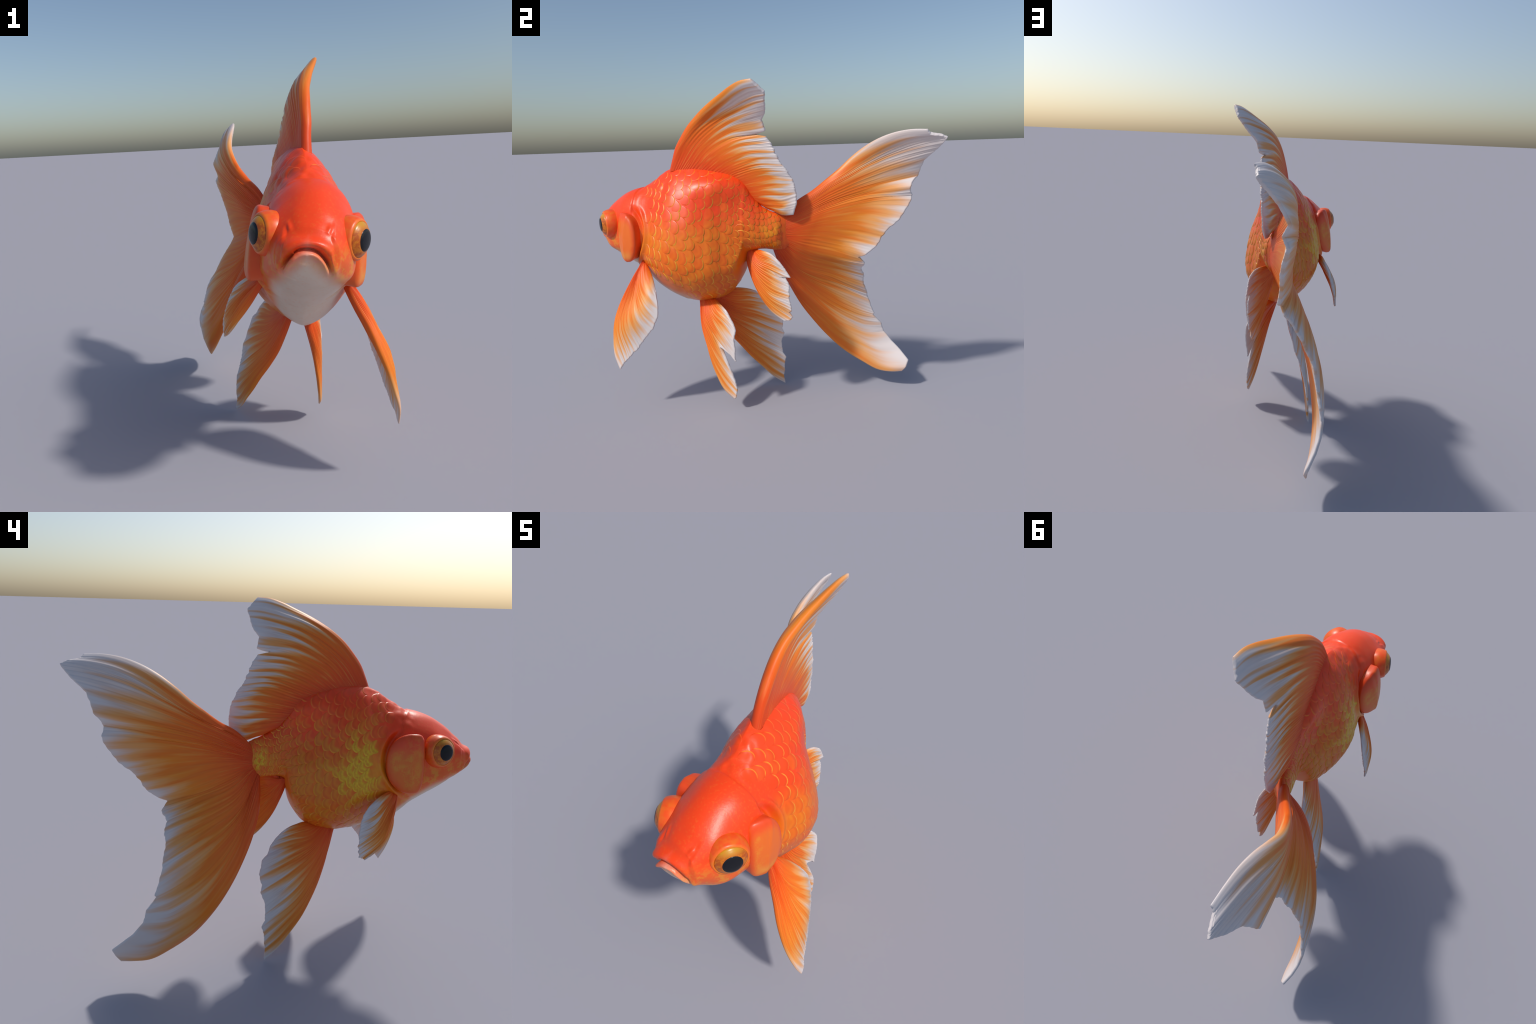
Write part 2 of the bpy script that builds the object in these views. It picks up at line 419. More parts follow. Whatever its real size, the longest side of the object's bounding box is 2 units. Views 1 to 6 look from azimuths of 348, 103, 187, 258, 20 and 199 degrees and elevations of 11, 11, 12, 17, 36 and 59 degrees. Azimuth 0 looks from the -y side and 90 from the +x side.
def surf(yv, th):
    """position, normal and tail-ward tangent on the finished body by grid lookup"""
    i = int(np.clip(np.searchsorted(YS, yv), 2, n_r - 3))
    t = (th % (2 * np.pi)) / (2 * np.pi) * n_t
    j0 = int(t) % n_t; fr = t - int(t); j1 = (j0 + 1) % n_t
    p = BODY[i, j0] * (1 - fr) + BODY[i, j1] * fr
    n = BN[i, j0] * (1 - fr) + BN[i, j1] * fr; n /= np.linalg.norm(n)
    tu = BASE[i + 2, j0] - BASE[i - 2, j0]; tu -= n * (tu @ n); tu /= np.linalg.norm(tu)
    return p, n, tu

# template in unit half sizes: x toward the tail, y up the flank; root at -x is tucked under the skin
S_NR, S_NA = 10, 30
S_XY, S_RHO, S_F = [(0.0, 0.0)], [0.0], []
for a in range(1, S_NR + 1):
    rho = (a / S_NR) ** 0.8
    for b in range(S_NA):
        t = 2 * math.pi * b / S_NA
        c, q = math.cos(t), math.sin(t)
        S_XY.append((rho * math.copysign(abs(c) ** 1.05, c), rho * math.copysign(abs(q) ** 0.9, q))); S_RHO.append(rho)
S_XY = np.array(S_XY); S_RHO = np.array(S_RHO)
for b in range(S_NA): S_F.append((0, 1 + b, 1 + (b + 1) % S_NA))
for a in range(S_NR - 1):
    for b in range(S_NA):
        k = 1 + a * S_NA + b; m = 1 + a * S_NA + (b + 1) % S_NA
        S_F.append((k, k + S_NA, m + S_NA, m))
S_RIM = np.where(S_XY[:, 0] > -0.1, S_RHO, 0.0) * np.clip(0.55 + 0.6 * S_XY[:, 0] / np.maximum(S_RHO, 1e-6), 0, 1)
S_LIFT = 0.0034 * S_XY[:, 0] + 0.0011 * np.clip(1 - S_RHO**2, 0, 1) - 0.0052 * np.clip((S_RHO - 0.84) / 0.16, 0, 1) ** 2.2

def scale_shape(p, n, tu, hu, hv, lift, slant):
    tv = np.cross(n, tu); tv = tv if tv[2] > 0 or abs(n[2]) > 0.9 else -tv
    flip = np.dot(np.cross(tu, tv), n) < 0
    V = np.empty((len(S_XY), 3))
    for k, ((x, y), h) in enumerate(zip(S_XY, S_LIFT)):
        q = p + tu * (x * hu) + tv * (y * hv - slant * x * hu)
        loc, _, f, _ = BVH.find_nearest(Vector(q))
        V[k] = np.array(loc) + FN[f] * (h * lift)
    return V, ([f[::-1] for f in S_F] if flip else S_F)

items = []
arc = float(np.interp(-0.635, YS, ARC)); col_i = 0
while True:
    yv = float(np.interp(arc, ARC, YS))
    if yv > 0.118: break
    big = 1 - float(smooth(-0.24, 0.0, yv))
    pitch = 0.0220 + 0.0170 * big
    sv = pitch * 1.60
    i = int(np.clip(np.searchsorted(YS, yv), 2, n_r - 3))
    for side in (1, -1):
        ths = np.linspace(math.radians(84), math.radians(-72), 400)
        if side < 0: ths = math.pi - ths
        pts = np.array([BASE[i][int((t % (2 * np.pi)) / (2 * np.pi) * n_t) % n_t] for t in ths])
        L = np.r_[0, np.cumsum(np.linalg.norm(np.diff(pts, axis=0), axis=1))]
        pos = (0.5 if col_i % 2 else 0.0) * sv + 0.012
        while pos < L[-1] - 0.01:
            th = float(np.interp(pos, L, ths)) + rng.normal(0, 0.016)
            pos += sv
            p, n, tu = surf(yv + rng.normal(0, 0.0032), th)
            # none on the pale breast, under the gill rim, on the bare back ridge or the vent
            r = p - O; f = r @ FWD; h = r @ UP
            if f > -0.338 + 0.10 * np.clip(h / 0.17 + 0.25, -1.3, 1.3) ** 2 and h < 0.16: continue
            if f > -0.285 and h < 0.14: continue
            if f > -0.235: continue
            if p[2] < 0.76 and p[1] < -0.46: continue
            if n[2] < -0.88 or n[2] > 0.80: continue
            if p[1] > 0.118: continue
            if -0.12 < p[1] < 0.0 and p[2] < 0.97 and n[1] > 0.70: continue
            hu, hv = pitch * 1.15 * rng.uniform(0.92, 1.10), sv * 0.62 * rng.uniform(0.92, 1.10)
            fade = (1 - 0.45 * float(smooth(1.10, 1.30, p[2]))) * (1 - 0.4 * float(smooth(0.80, 0.68, p[2]) if p[2] < .8 else 0))
            items.append((p, n, tu, hu, hv, rng.uniform(0.75, 1.2) * fade, rng.uniform(0.18, 0.34), rng.uniform(0, 1)))
    arc += pitch; col_i += 1
items.sort(key=lambda q: -q[3] * q[4])
restV, restF, restR, restT, off = [], [], [], [], 0
for idx, (p, n, tu, hu, hv, lift, slant, tone) in enumerate(items):
    V, F = scale_shape(p, n, tu, hu, hv, lift, slant)
    if idx < 300:
        mesh_object("scale", V, F, MAT_SCALE, trunk if p[1] < -0.035 else peduncle, {"rim": S_RIM, "tone": np.full(len(V), tone)})
    else:
        restV.append(V); restF += [tuple(q + off for q in f) for f in F]; restR.append(S_RIM); restT.append(np.full(len(V), tone)); off += len(V)
if restV:
    ob = mesh_object("small_scales", np.vstack(restV), restF, MAT_SCALE, peduncle, {"rim": np.concatenate(restR), "tone": np.concatenate(restT)})
    ob["kind"] = "stuff"

# ------------------------------------------------------------------ gill covers
def gill_material():
    s = NT("gill_cover_skin")
    P, x, y, z = s.coords()
    n1 = s.noise(P, 9.0, 3.0); n2 = s.noise(P, 30.0, 4.0); n3 = s.noise(P, 160.0, 2.0)
    c = s.mix(s.step(z, 1.06, 1.13), (0.78, 0.15, 0.018), (0.84, 0.075, 0.018))
    patch = s.mul(s.step(n1, 0.42, 0.6), s.step(s.add(n2, s.mul(s.sub(n3, 0.5), 0.6)), 0.35, 0.7))
    c = s.mix(s.mul(patch, 0.6), c, (0.74, 0.33, 0.03))
    c = s.mix(s.mul(s.step(z, 0.93, 0.87), 0.7), c, (0.74, 0.34, 0.06))
    rim = s.attr('rim')
    c = s.mix(s.mul(s.step(s.add(rim, s.mul(s.sub(n2, 0.5), 0.3)), 0.66, 0.98), 0.75), c, (0.74, 0.065, 0.010))
    return s.finish(c, rough=0.38, spec=0.42, bump=n3, bstr=0.12, bdist=0.002)
MAT_GILL = gill_material()
def gill_cover(side, f_front, f_rear, h_lo, h_hi, lat, tilt):
    """domed D-shaped plate, straight front edge, arched free rear edge"""
    fc = f_front - 0.062; hc = (h_lo + h_hi) / 2; hh = (h_hi - h_lo) / 2
    na, rows = 96, [0, .2, .4, .6, .74, .84, .9, .94, .97, .99, 1.0]
    V, F, R = [], [], []
    def place(rho, t, depth):
        R.append(rho)
        c, s = math.cos(t), math.sin(t)
        if c > 0: ff = fc + rho * (f_front - fc) * abs(c) ** 0.42; k = 0.62
        else: ff = fc - rho * (fc - f_rear) * abs(c) ** 0.95; k = 0.95
        hz = hc + rho * hh * math.copysign(abs(s) ** k, s)
        # plate lies along the head side, bulging at the middle and flaring at the bottom
        u = (ff - fc) / (fc - f_rear); w = (hz - hc) / hh
        al = lat + 0.012 * (1 - w * w) - 0.034 * max(0, u) - 0.012 * w - 0.010 * u * u
        al += tilt * max(0, -u)
        al += 0.004 * math.exp(-((u + 0.15 + 0.25 * w) / 0.12) ** 2)
        return O + FWD * ff + LEFT * side * (al - depth) + UP * hz
    V.append(place(0, 0, 0))
    for rho in rows[1:]:
        dp = 0.016 * (1 - math.sqrt(max(0, 1 - rho ** 10)))
        for j in range(na): V.append(place(rho, 2 * math.pi * j / na, dp))
    for k, dp in enumerate((0.03, 0.05, 0.085)):
        for j in range(na): V.append(place(1.0 - 0.015 * (k + 1), 2 * math.pi * j / na, dp))
    nr = len(rows) - 1 + 3
    for j in range(na): F.append((0, 1 + j, 1 + (j + 1) % na))
    for i in range(nr - 1):
        for j in range(na):
            a = 1 + i * na + j; b = 1 + i * na + (j + 1) % na
            F.append((a, a + na, b + na, b))
    if side < 0: F = [f[::-1] for f in F]
    return mesh_object("gill_cover", V, F, MAT_GILL, root, {"rim": R})
gill_cover(1, -0.120, -0.276, -0.205, 0.075, 0.200, 0.012)
gill_cover(-1, -0.105, -0.290, -0.205, 0.085, 0.224, -0.012)

# ------------------------------------------------------------------ eyes
def eye_materials(ez):
    s = NT("eyelid_skin")
    P, x, y, z = s.coords(); n = s.noise(P, 40.0, 4.0)
    r = s.attr('ring')
    c = s.mix(s.step(n, 0.35, 0.7), (0.84, 0.085, 0.010), (0.80, 0.145, 0.012))
    c = s.mix(s.mul(s.step(r, 0.82, 0.97), 0.5), c, (0.74, 0.34, 0.03))
    lid = s.finish(c, rough=0.36, spec=0.42, bump=n, bstr=0.1, bdist=0.002)
    s = NT("iris_gold")
    P, x, y, z = s.coords(); z = s.sub(z, ez - 1.057); n = s.noise(P, 60.0, 4.0, 0.65); r = s.attr('ring')
    c = s.mix(s.step(n, 0.40, 0.58), (0.58, 0.17, 0.009), (0.44, 0.080, 0.007))
    c = s.mix(s.step(s.add(z, s.mul(s.sub(n, 0.5), 0.05)), 1.088, 1.118), c, (0.56, 0.26, 0.010))
    c = s.mix(s.step(r, 0.86, 0.95), c, (0.66, 0.40, 0.05))        # pale ring round the pupil
    c = s.mix(s.step(r, 0.12, 0.04), c, (0.30, 0.08, 0.015))
    iris = s.finish(c, rough=0.30, spec=0.4, coat=0.05)
    s = NT("pupil_black")
    pup = s.finish((0.010, 0.011, 0.015), rough=0.22, spec=0.22)
    return lid, iris, pup
def lathe(name, profile, M, mat, parent, closed_top=False, wob=0.0, seed=0, na=80):
    pr = np.array(profile, float) * np.array([0.945, 1.0])
    L = np.r_[0, np.cumsum(np.linalg.norm(np.diff(pr, axis=0), axis=1))]
    q = np.linspace(0, L[-1], 6 * len(pr))
    pr = spline(L, pr, q); pr[:, 0] = np.maximum(pr[:, 0], 0.0004)
    t = np.linspace(0, 2 * np.pi, na, endpoint=False)
    V = np.stack([pr[:, :1] * np.cos(t), pr[:, :1] * np.sin(t), pr[:, 1:] + 0 * t], -1)
    if wob:
        k = 1 + wob * (noise1(t * 1.6 + 10, seed) * np.sin(t / 2) ** 2)
        V[..., :2] *= k[None, :, None]
    V = V @ M[:3, :3].T + M[:3, 3]
    n = len(pr); F = []
    for i in range(n - 1):
        for j in range(na):
            F.append((i * na + j, i * na + (j + 1) % na, (i + 1) * na + (j + 1) % na, (i + 1) * na + j))
    if closed_top: F.append(tuple((n - 1) * na + j for j in range(na)))
    return mesh_object(name, V.reshape(-1, 3), F, mat, parent, {"ring": np.repeat(q / L[-1], na)})
def eye(pupil, side):
    ax = 0.835 * side * LEFT + 0.50 * FWD + 0.04 * UP; ax /= np.linalg.norm(ax)
    upv = UP - ax * (UP @ ax); upv /= np.linalg.norm(upv); rt = np.cross(upv, ax)
    M = np.eye(4); M[:3, 0] = rt; M[:3, 1] = upv; M[:3, 2] = ax; M[:3, 3] = np.array(pupil) - ax * 0.027
    LID, IRIS, PUPIL = eye_materials(pupil[2])
    e = bpy.data.objects.new("eye", None); COL.objects.link(e); e.parent = root
    lathe("eyelid", [(0.050, -0.125), (0.073, -0.098), (0.084, -0.066), (0.0865, -0.036), (0.081, -0.013), (0.0755, -0.002), (0.068, 0.002), (0.0635, -0.004), (0.063, -0.010)], M, LID, e, wob=0.05, seed=5)
    lathe("iris", [(0.068, -0.014), (0.068, -0.002), (0.065, 0.0035), (0.058, 0.010), (0.050, 0.016), (0.043, 0.0198), (0.037, 0.0218), (0.034, 0.0205)], M, IRIS, e)
    lathe("pupil", [(0.0425, 0.0155), (0.0415, 0.0205), (0.035, 0.0242), (0.022, 0.0268), (0.010, 0.0278), (0.0005, 0.028)], M, PUPIL, e, closed_top=True)
eye((0.114, -0.925, 1.057), 1)
eye((-0.258, -0.791, 1.094), -1)

# ------------------------------------------------------------------ fins
def fin(name, rays, margin, mat, nu=220, nv=90, n_rays=40, lead=0.012, root_thick=0.010, web=0.0045, body=0.02,
        ridge=0.0012, wave=0.004, jag=0.006, seed=1, sink=0.012, trail=0.0, edge0=None, edge1=None, root_w=0.76):
    """rays: list of (u, base, mid1, mid2) control rays; margin: list of (u, tip).
    The web is a closed sheet swept along the rays, corrugated by the bony rays,
    thick on the leading edge and at the root, thin and ragged on the margin."""
    ru = np.array([r[0] for r in rays]); RB = np.array([r[1] for r in rays]); R1 = np.array([r[2] for r in rays]); R2 = np.array([r[3] for r in rays])
    mu = np.array([m[0] for m in margin]); MT = np.array([m[1] for m in margin])
    u = np.unique(np.concatenate([0.5 - 0.5 * np.cos(np.linspace(0, np.pi, 41)), np.linspace(0, 1, nu), 0.06 * np.linspace(0, 1, 14) ** 1.5, mu]).round(4))
    u = u[np.r_[True, np.diff(u) > 0.0009]]; u[-1] = 1.0
    B = pchip(ru, RB, u); A1 = pchip(ru, R1, u); A2 = pchip(ru, R2, u)
    T = np.stack([np.interp(u, mu, MT[:, k]) for k in range(3)], -1)
    Ts = pchip(mu, MT, u); T = 0.85 * T + 0.15 * Ts
    # ragged margin: ray tips and small tears
    dirn = T - A2; ln = np.linalg.norm(dirn, axis=1, keepdims=True); dirn /= ln + 1e-9
    mid = np.sin(np.pi * np.clip(u, 0, 1)) ** 0.4
    cut = jag * (0.5 * noise1(u * n_rays * 0.9 + 3, seed + 40) + 0.6 * np.minimum(0, noise1(u * n_rays * 0.33 + 9, seed + 41)) + 0.25 * np.abs(np.sin(u * n_rays * np.pi)) - 0.1)
    T = T + dirn * (cut * mid)[:, None]
    B0 = B - (A1 - B) / np.linalg.norm(A1 - B, axis=1, keepdims=True) * sink
    v = np.unique(np.r_[np.linspace(0, 1, nv), 1 - 0.03 * np.linspace(0, 1, 8) ** 2])
    # each ray: cubic through base, two mids, tip
    ctrl = np.stack([B0, A1, A2, T], 1)
    seg = np.linalg.norm(np.diff(ctrl, axis=1), axis=2); kn = np.c_[np.zeros(len(u)), np.cumsum(seg, 1)]; tot = kn[:, -1:]; kn = kn / tot
    G = np.empty((len(u), len(v), 3))
    for i in range(len(u)):
        G[i] = spline(kn[i], ctrl[i], v)
    # the first and last rays follow their own drawn curves; neighbours ease toward them
    for edge, row, wgt in ((edge0, 0, 1 - smooth(0, 0.22, u)), (edge1, -1, 1 - smooth(0, 0.22, 1 - u))):
        if edge is not None:
            E = np.array([tuple(G[row, 0])] + list(edge) + [tuple(G[row, -1])], float)
            k = np.r_[0, np.cumsum(np.linalg.norm(np.diff(E, axis=0), axis=1))]; k /= k[-1]
            lg = np.r_[0, np.cumsum(np.linalg.norm(np.diff(G[row], axis=0), axis=1))]; lg /= lg[-1]
            G = G + (spline(k, E, lg) - G[row])[None] * wgt[:, None, None]
    N = grid_normals(G, wrap=False)
    # smooth the normal field so folds keep an even thickness
    for _ in range(2):
        N = np.concatenate([N[:1], (N[:-2] + N[1:-1] + N[2:]) / 3, N[-1:]], 0)
    N /= np.linalg.norm(N, axis=-1, keepdims=True)
    uu, vv = np.meshgrid(u, v, indexing='ij')
    ph = uu * n_rays + 1.1 * noise1(uu * n_rays * 0.22 + 31, seed + 7) + 0.3 * noise2(uu * n_rays * 0.3 + 5, vv * 3, seed)
    r1 = np.sin(2 * np.pi * ph); r2 = np.sin(4 * np.pi * ph + 1.0 + 1.5 * noise2(uu * n_rays * .5, vv * 4, seed + 1))
    br = smooth(0.35, 0.8, vv)
    inner = np.clip(np.sin(np.pi * uu) * 4, 0, 1)
    fold = 0.7 * noise1(uu * n_rays * 0.24 + 17 + 0.8 * vv, seed + 2) + 0.45 * noise2(uu * n_rays * 0.7, vv * 2.5 + 8, seed + 3)
    amp = 0.35 + 0.65 * smooth(-0.3, 0.5, noise2(uu * n_rays * 0.35 + 60, vv * 2.2, seed + 4))
    D = ridge * amp * smooth(0.02, 0.2, vv) * inner * ((1 - br) * r1 + br * (0.55 * r1 + 0.6 * r2)) + wave * vv**1.5 * inner * fold
    G = G + N * D[..., None]
    # thickness
    t = web * (1 - 0.25 * vv) + root_thick * np.exp(-vv / 0.10) + lead * np.exp(-(uu / 0.055) ** 2) * (1 - 0.35 * vv) + trail * np.exp(-((1 - uu) / 0.05) ** 2) * (1 - 0.6 * vv)
    t = t + body * (1 - vv**2.6) * (root_w + (1 - root_w) * smooth(0.02, 0.32, vv)) * (0.35 + 0.65 * np.sin(np.pi * np.clip(uu, 0, 1)) ** 0.5)
    t = t + 0.5 * ridge * r1 * inner * (1 - vv)
    du = np.cumsum(np.r_[np.zeros((1, len(v))), np.linalg.norm(np.diff(G, axis=0), axis=-1)], 0)
    dend = du[-1:] - du
    rim = lambda dist, w: np.sqrt(np.clip(1 - (1 - np.clip(dist / w, 0, 1)) ** 2, 0, 1))
    t = t * rim(du, 0.014 + 1.3 * body) * rim(dend, 0.012 + 1.3 * body) * rim((1 - vv) * tot, 0.007)
    top = G + N * t[..., None]; bot = G - N * t[..., None]
    a, b = len(u), len(v)
    idt = np.arange(a * b).reshape(a, b); idb = idt + a * b
    idb[0] = idt[0]; idb[-1] = idt[-1]; idb[:, -1] = idt[:, -1]
    V = np.vstack([top.reshape(-1, 3), bot.reshape(-1, 3)])
    def quads(I, flip):
        q = np.stack([I[:-1, :-1], I[1:, :-1], I[1:, 1:], I[:-1, 1:]], -1).reshape(-1, 4)
        return q[:, ::-1] if flip else q
    n0 = np.cross(top[1, 0] - top[0, 0], top[0, 1] - top[0, 0])
    q = quads(idt, False); k = len(q) // 2
    fn = np.cross(V[q[k, 1]] - V[q[k, 0]], V[q[k, 2]] - V[q[k, 0]])
    fl = bool(fn @ N[a // 2, b // 2] < 0)
    F = np.vstack([quads(idt, fl), quads(idb, not fl)]).tolist()
    # close the buried root
    for i in range(a - 1):
        f = [idt[i, 0], idt[i + 1, 0], idb[i + 1, 0], idb[i, 0]]
        f = list(dict.fromkeys(f))
        if len(f) > 2: F.append(f)
    used = np.unique(np.concatenate([np.array(f) for f in F])); mp = np.zeros(len(V), int); mp[used] = np.arange(len(used))
    F = [tuple(mp[list(f)]) for f in F]
    al = np.tile(vv.reshape(-1), 2)[used]; ac = np.tile(uu.reshape(-1), 2)[used]
    return mesh_object(name, V[used], F, mat, root, {"along": al, "across": ac, "ray": ac * n_rays})

# --- tail
tail_base = lambda k: tuple(np.array((0.024, 0.125, 1.090)) * (1 - k) + np.array((0.026, 0.082, 0.900)) * k + np.array((0, 0.03, 0)) * math.sin(math.pi * k))
fin("tail_fin",
    [(0.00, tail_base(0.0), (-0.055, 0.320, 1.250), (-0.085, 0.550, 1.435)),
     (0.12, tail_base(.08), (-0.065, 0.370, 1.235), (-0.102, 0.650, 1.385)),
     (0.25, tail_base(.22), (-0.070, 0.380, 1.165), (-0.120, 0.620, 1.240)),
     (0.35, tail_base(.32), (-0.065, 0.380, 1.110), (-0.115, 0.610, 1.155)),
     (0.46, tail_base(.46), (-0.050, 0.330, 1.020), (-0.085, 0.500, 1.000)),
     (0.54, tail_base(.58), (-0.045, 0.280, 0.930), (-0.080, 0.420, 0.890)),
     (0.62, tail_base(.68), (-0.060, 0.240, 0.870), (-0.122, 0.400, 0.815)),
     (0.74, tail_base(.80), (-0.090, 0.220, 0.790), (-0.178, 0.390, 0.705)),
     (0.84, tail_base(.88), (-0.115, 0.205, 0.730), (-0.236, 0.410, 0.555)),
     (0.92, tail_base(.94), (-0.130, 0.190, 0.690), (-0.272, 0.420, 0.430)),
     (0.97, tail_base(.98), (-0.142, 0.170, 0.640), (-0.282, 0.445, 0.305)),
     (1.00, tail_base(1.0), (-0.143, 0.160, 0.618), (-0.257, 0.430, 0.247))],
    [(0.00, (0.020, 0.893, 1.530)), (0.04, (0.004, 0.907, 1.509)), (0.11, (-0.008, 0.998, 1.488)), (0.165, (-0.055, 0.945, 1.432)),
     (0.20, (-0.088, 0.885, 1.378)), (0.25, (-0.130, 0.857, 1.289)), (0.29, (-0.100, 0.819, 1.234)), (0.33, (-0.126, 0.833, 1.186)),
     (0.40, (-0.088, 0.755, 1.055)), (0.46, (-0.080, 0.665, 0.966)), (0.475, (-0.075, 0.655, 0.935)), (0.52, (-0.065, 0.592, 0.865)), (0.54, (-0.078, 0.547, 0.850)),
     (0.57, (-0.100, 0.570, 0.813)), (0.61, (-0.130, 0.554, 0.766)), (0.64, (-0.153, 0.566, 0.735)), (0.70, (-0.198, 0.567, 0.668)),
     (0.77, (-0.252, 0.587, 0.570)), (0.825, (-0.277, 0.626, 0.463)), (0.84, (-0.275, 0.617, 0.455)), (0.88, (-0.289, 0.659, 0.403)), (0.925, (-0.303, 0.677, 0.347)),
     (0.945, (-0.299, 0.725, 0.288)), (0.96, (-0.282, 0.780, 0.237)), (0.975, (-0.256, 0.826, 0.185)), (0.985, (-0.245, 0.812, 0.146)), (1.00, (-0.250, 0.788, 0.113))],
    fin_material("tail_fin_skin", [(0, .56), (.12, .68), (.25, .82), (.5, .87), (.62, .84), (.8, .86), (.93, .82), (1, .82)], 1.0, 0.17, 20.0, 0.28),
    nu=330, nv=130, n_rays=54, lead=0.005, root_thick=0.004, web=0.0105, body=0.030, ridge=0.0012, wave=0.006, jag=0.011, root_w=0.55, seed=21, sink=0.03,
    edge0=[(-0.010, 0.212, 1.176), (-0.044, 0.288, 1.224), (-0.073, 0.359, 1.280), (-0.086, 0.430, 1.337), (-0.088, 0.497, 1.398), (-0.066, 0.570, 1.452), (-0.037, 0.647, 1.493), (-0.013, 0.728, 1.520), (0.004, 0.810, 1.532)],
    edge1=[(-0.073, 0.094, 0.778), (-0.131, 0.138, 0.655), (-0.165, 0.195, 0.537), (-0.200, 0.260, 0.434), (-0.230, 0.343, 0.327), (-0.250, 0.435, 0.236), (-0.258, 0.546, 0.162), (-0.256, 0.655, 0.110), (-0.250, 0.730, 0.106)])

# --- dorsal
fin("dorsal_fin",
    [(0.00, (0.055, -0.490, 1.362), (0.088, -0.400, 1.534), (0.158, -0.222, 1.690)),
     (0.10, (0.056, -0.440, 1.372), (0.078, -0.335, 1.515), (0.116, -0.160, 1.640)),
     (0.30, (0.057, -0.330, 1.374), (0.068, -0.250, 1.450), (0.092, -0.110, 1.520)),
     (0.50, (0.056, -0.200, 1.342), (0.068, -0.120, 1.380), (0.090, -0.010, 1.412)),
     (0.70, (0.052, -0.100, 1.285), (0.064, -0.030, 1.302), (0.080, 0.070, 1.324)),
     (0.88, (0.047, -0.030, 1.210), (0.055, 0.030, 1.207), (0.068, 0.130, 1.203)),
     (1.00, (0.044, 0.022, 1.155), (0.040, 0.065, 1.134), (0.055, 0.140, 1.106))],
    [(0.00, (0.283, 0.048, 1.794)), (0.07, (0.250, 0.110, 1.735)), (0.20, (0.172, 0.090, 1.634)), (0.235, (0.155, 0.069, 1.605)),
     (0.282, (0.135, 0.079, 1.551)), (0.300, (0.114, 0.018, 1.542)), (0.312, (0.112, 0.020, 1.537)), (0.332, (0.119, 0.081, 1.522)), (0.37, (0.116, 0.100, 1.493)),
     (0.55, (0.107, 0.153, 1.389)), (0.68, (0.098, 0.195, 1.320)), (0.77, (0.088, 0.221, 1.276)), (0.86, (0.085, 0.226, 1.225)),
     (0.95, (0.080, 0.225, 1.160)), (1.00, (0.068, 0.205, 1.105))],
    fin_material("dorsal_fin_skin", [(0, .86), (.06, .70), (.2, .76), (.35, .80), (.6, .73), (.85, .64), (1, .62)], 3.0, 0.25, 15.0, 0.60),
    nu=300, nv=110, n_rays=38, lead=0.009, root_thick=0.004, web=0.0088, body=0.024, ridge=0.0012, wave=0.006, jag=0.007, seed=33, sink=0.022,
    edge0=[(0.062, -0.472, 1.418), (0.075, -0.446, 1.479), (0.088, -0.406, 1.536), (0.104, -0.362, 1.588), (0.124, -0.310, 1.633), (0.152, -0.253, 1.673), (0.180, -0.194, 1.708), (0.210, -0.134, 1.739), (0.240, -0.075, 1.768), (0.266, -0.013, 1.789)],
    edge1=[(0.040, 0.065, 1.132), (0.048, 0.092, 1.123), (0.056, 0.117, 1.112), (0.060, 0.140, 1.103), (0.062, 0.166, 1.101)])

# --- pectoral fins
fin("pectoral_fin",
    [(0.00, (0.145, -0.665, 0.830), (0.190, -0.753, 0.676), (0.246, -0.807, 0.500)),
     (0.30, (0.147, -0.660, 0.832), (0.215, -0.715, 0.670), (0.287, -0.745, 0.500)),
     (0.55, (0.149, -0.655, 0.834), (0.222, -0.680, 0.675), (0.300, -0.675, 0.540)),
     (0.75, (0.150, -0.650, 0.835), (0.222, -0.655, 0.700), (0.288, -0.610, 0.600)),
     (0.90, (0.151, -0.645, 0.836), (0.224, -0.635, 0.730), (0.274, -0.575, 0.665)),
     (1.00, (0.152, -0.640, 0.837), (0.192, -0.600, 0.782), (0.228, -0.558, 0.737))],
    [(0.00, (0.314, -0.764, 0.259)), (0.08, (0.316, -0.738, 0.295)), (0.30, (0.310, -0.700, 0.332)), (0.45, (0.308, -0.650, 0.387)), (0.60, (0.303, -0.600, 0.445)),
     (0.72, (0.298, -0.552, 0.507)), (0.84, (0.290, -0.522, 0.575)), (0.93, (0.275, -0.524, 0.645)), (1.00, (0.248, -0.544, 0.708))],
    fin_material("pectoral_fin_skin", [(0, .84), (.3, .80), (.7, .78), (1, .74)], 6.0, 0.17, 12.0),
    nu=160, nv=90, n_rays=26, lead=0.004, root_thick=0.002, web=0.0064, body=0.019, ridge=0.0012, wave=0.003, jag=0.008, seed=45, sink=0.03,
    edge0=[(0.166, -0.713, 0.752), (0.195, -0.755, 0.676), (0.219, -0.790, 0.594), (0.246, -0.810, 0.510), (0.272, -0.810, 0.424), (0.300, -0.797, 0.338)],
    edge1=[(0.160, -0.620, 0.825), (0.200, -0.578, 0.772)])
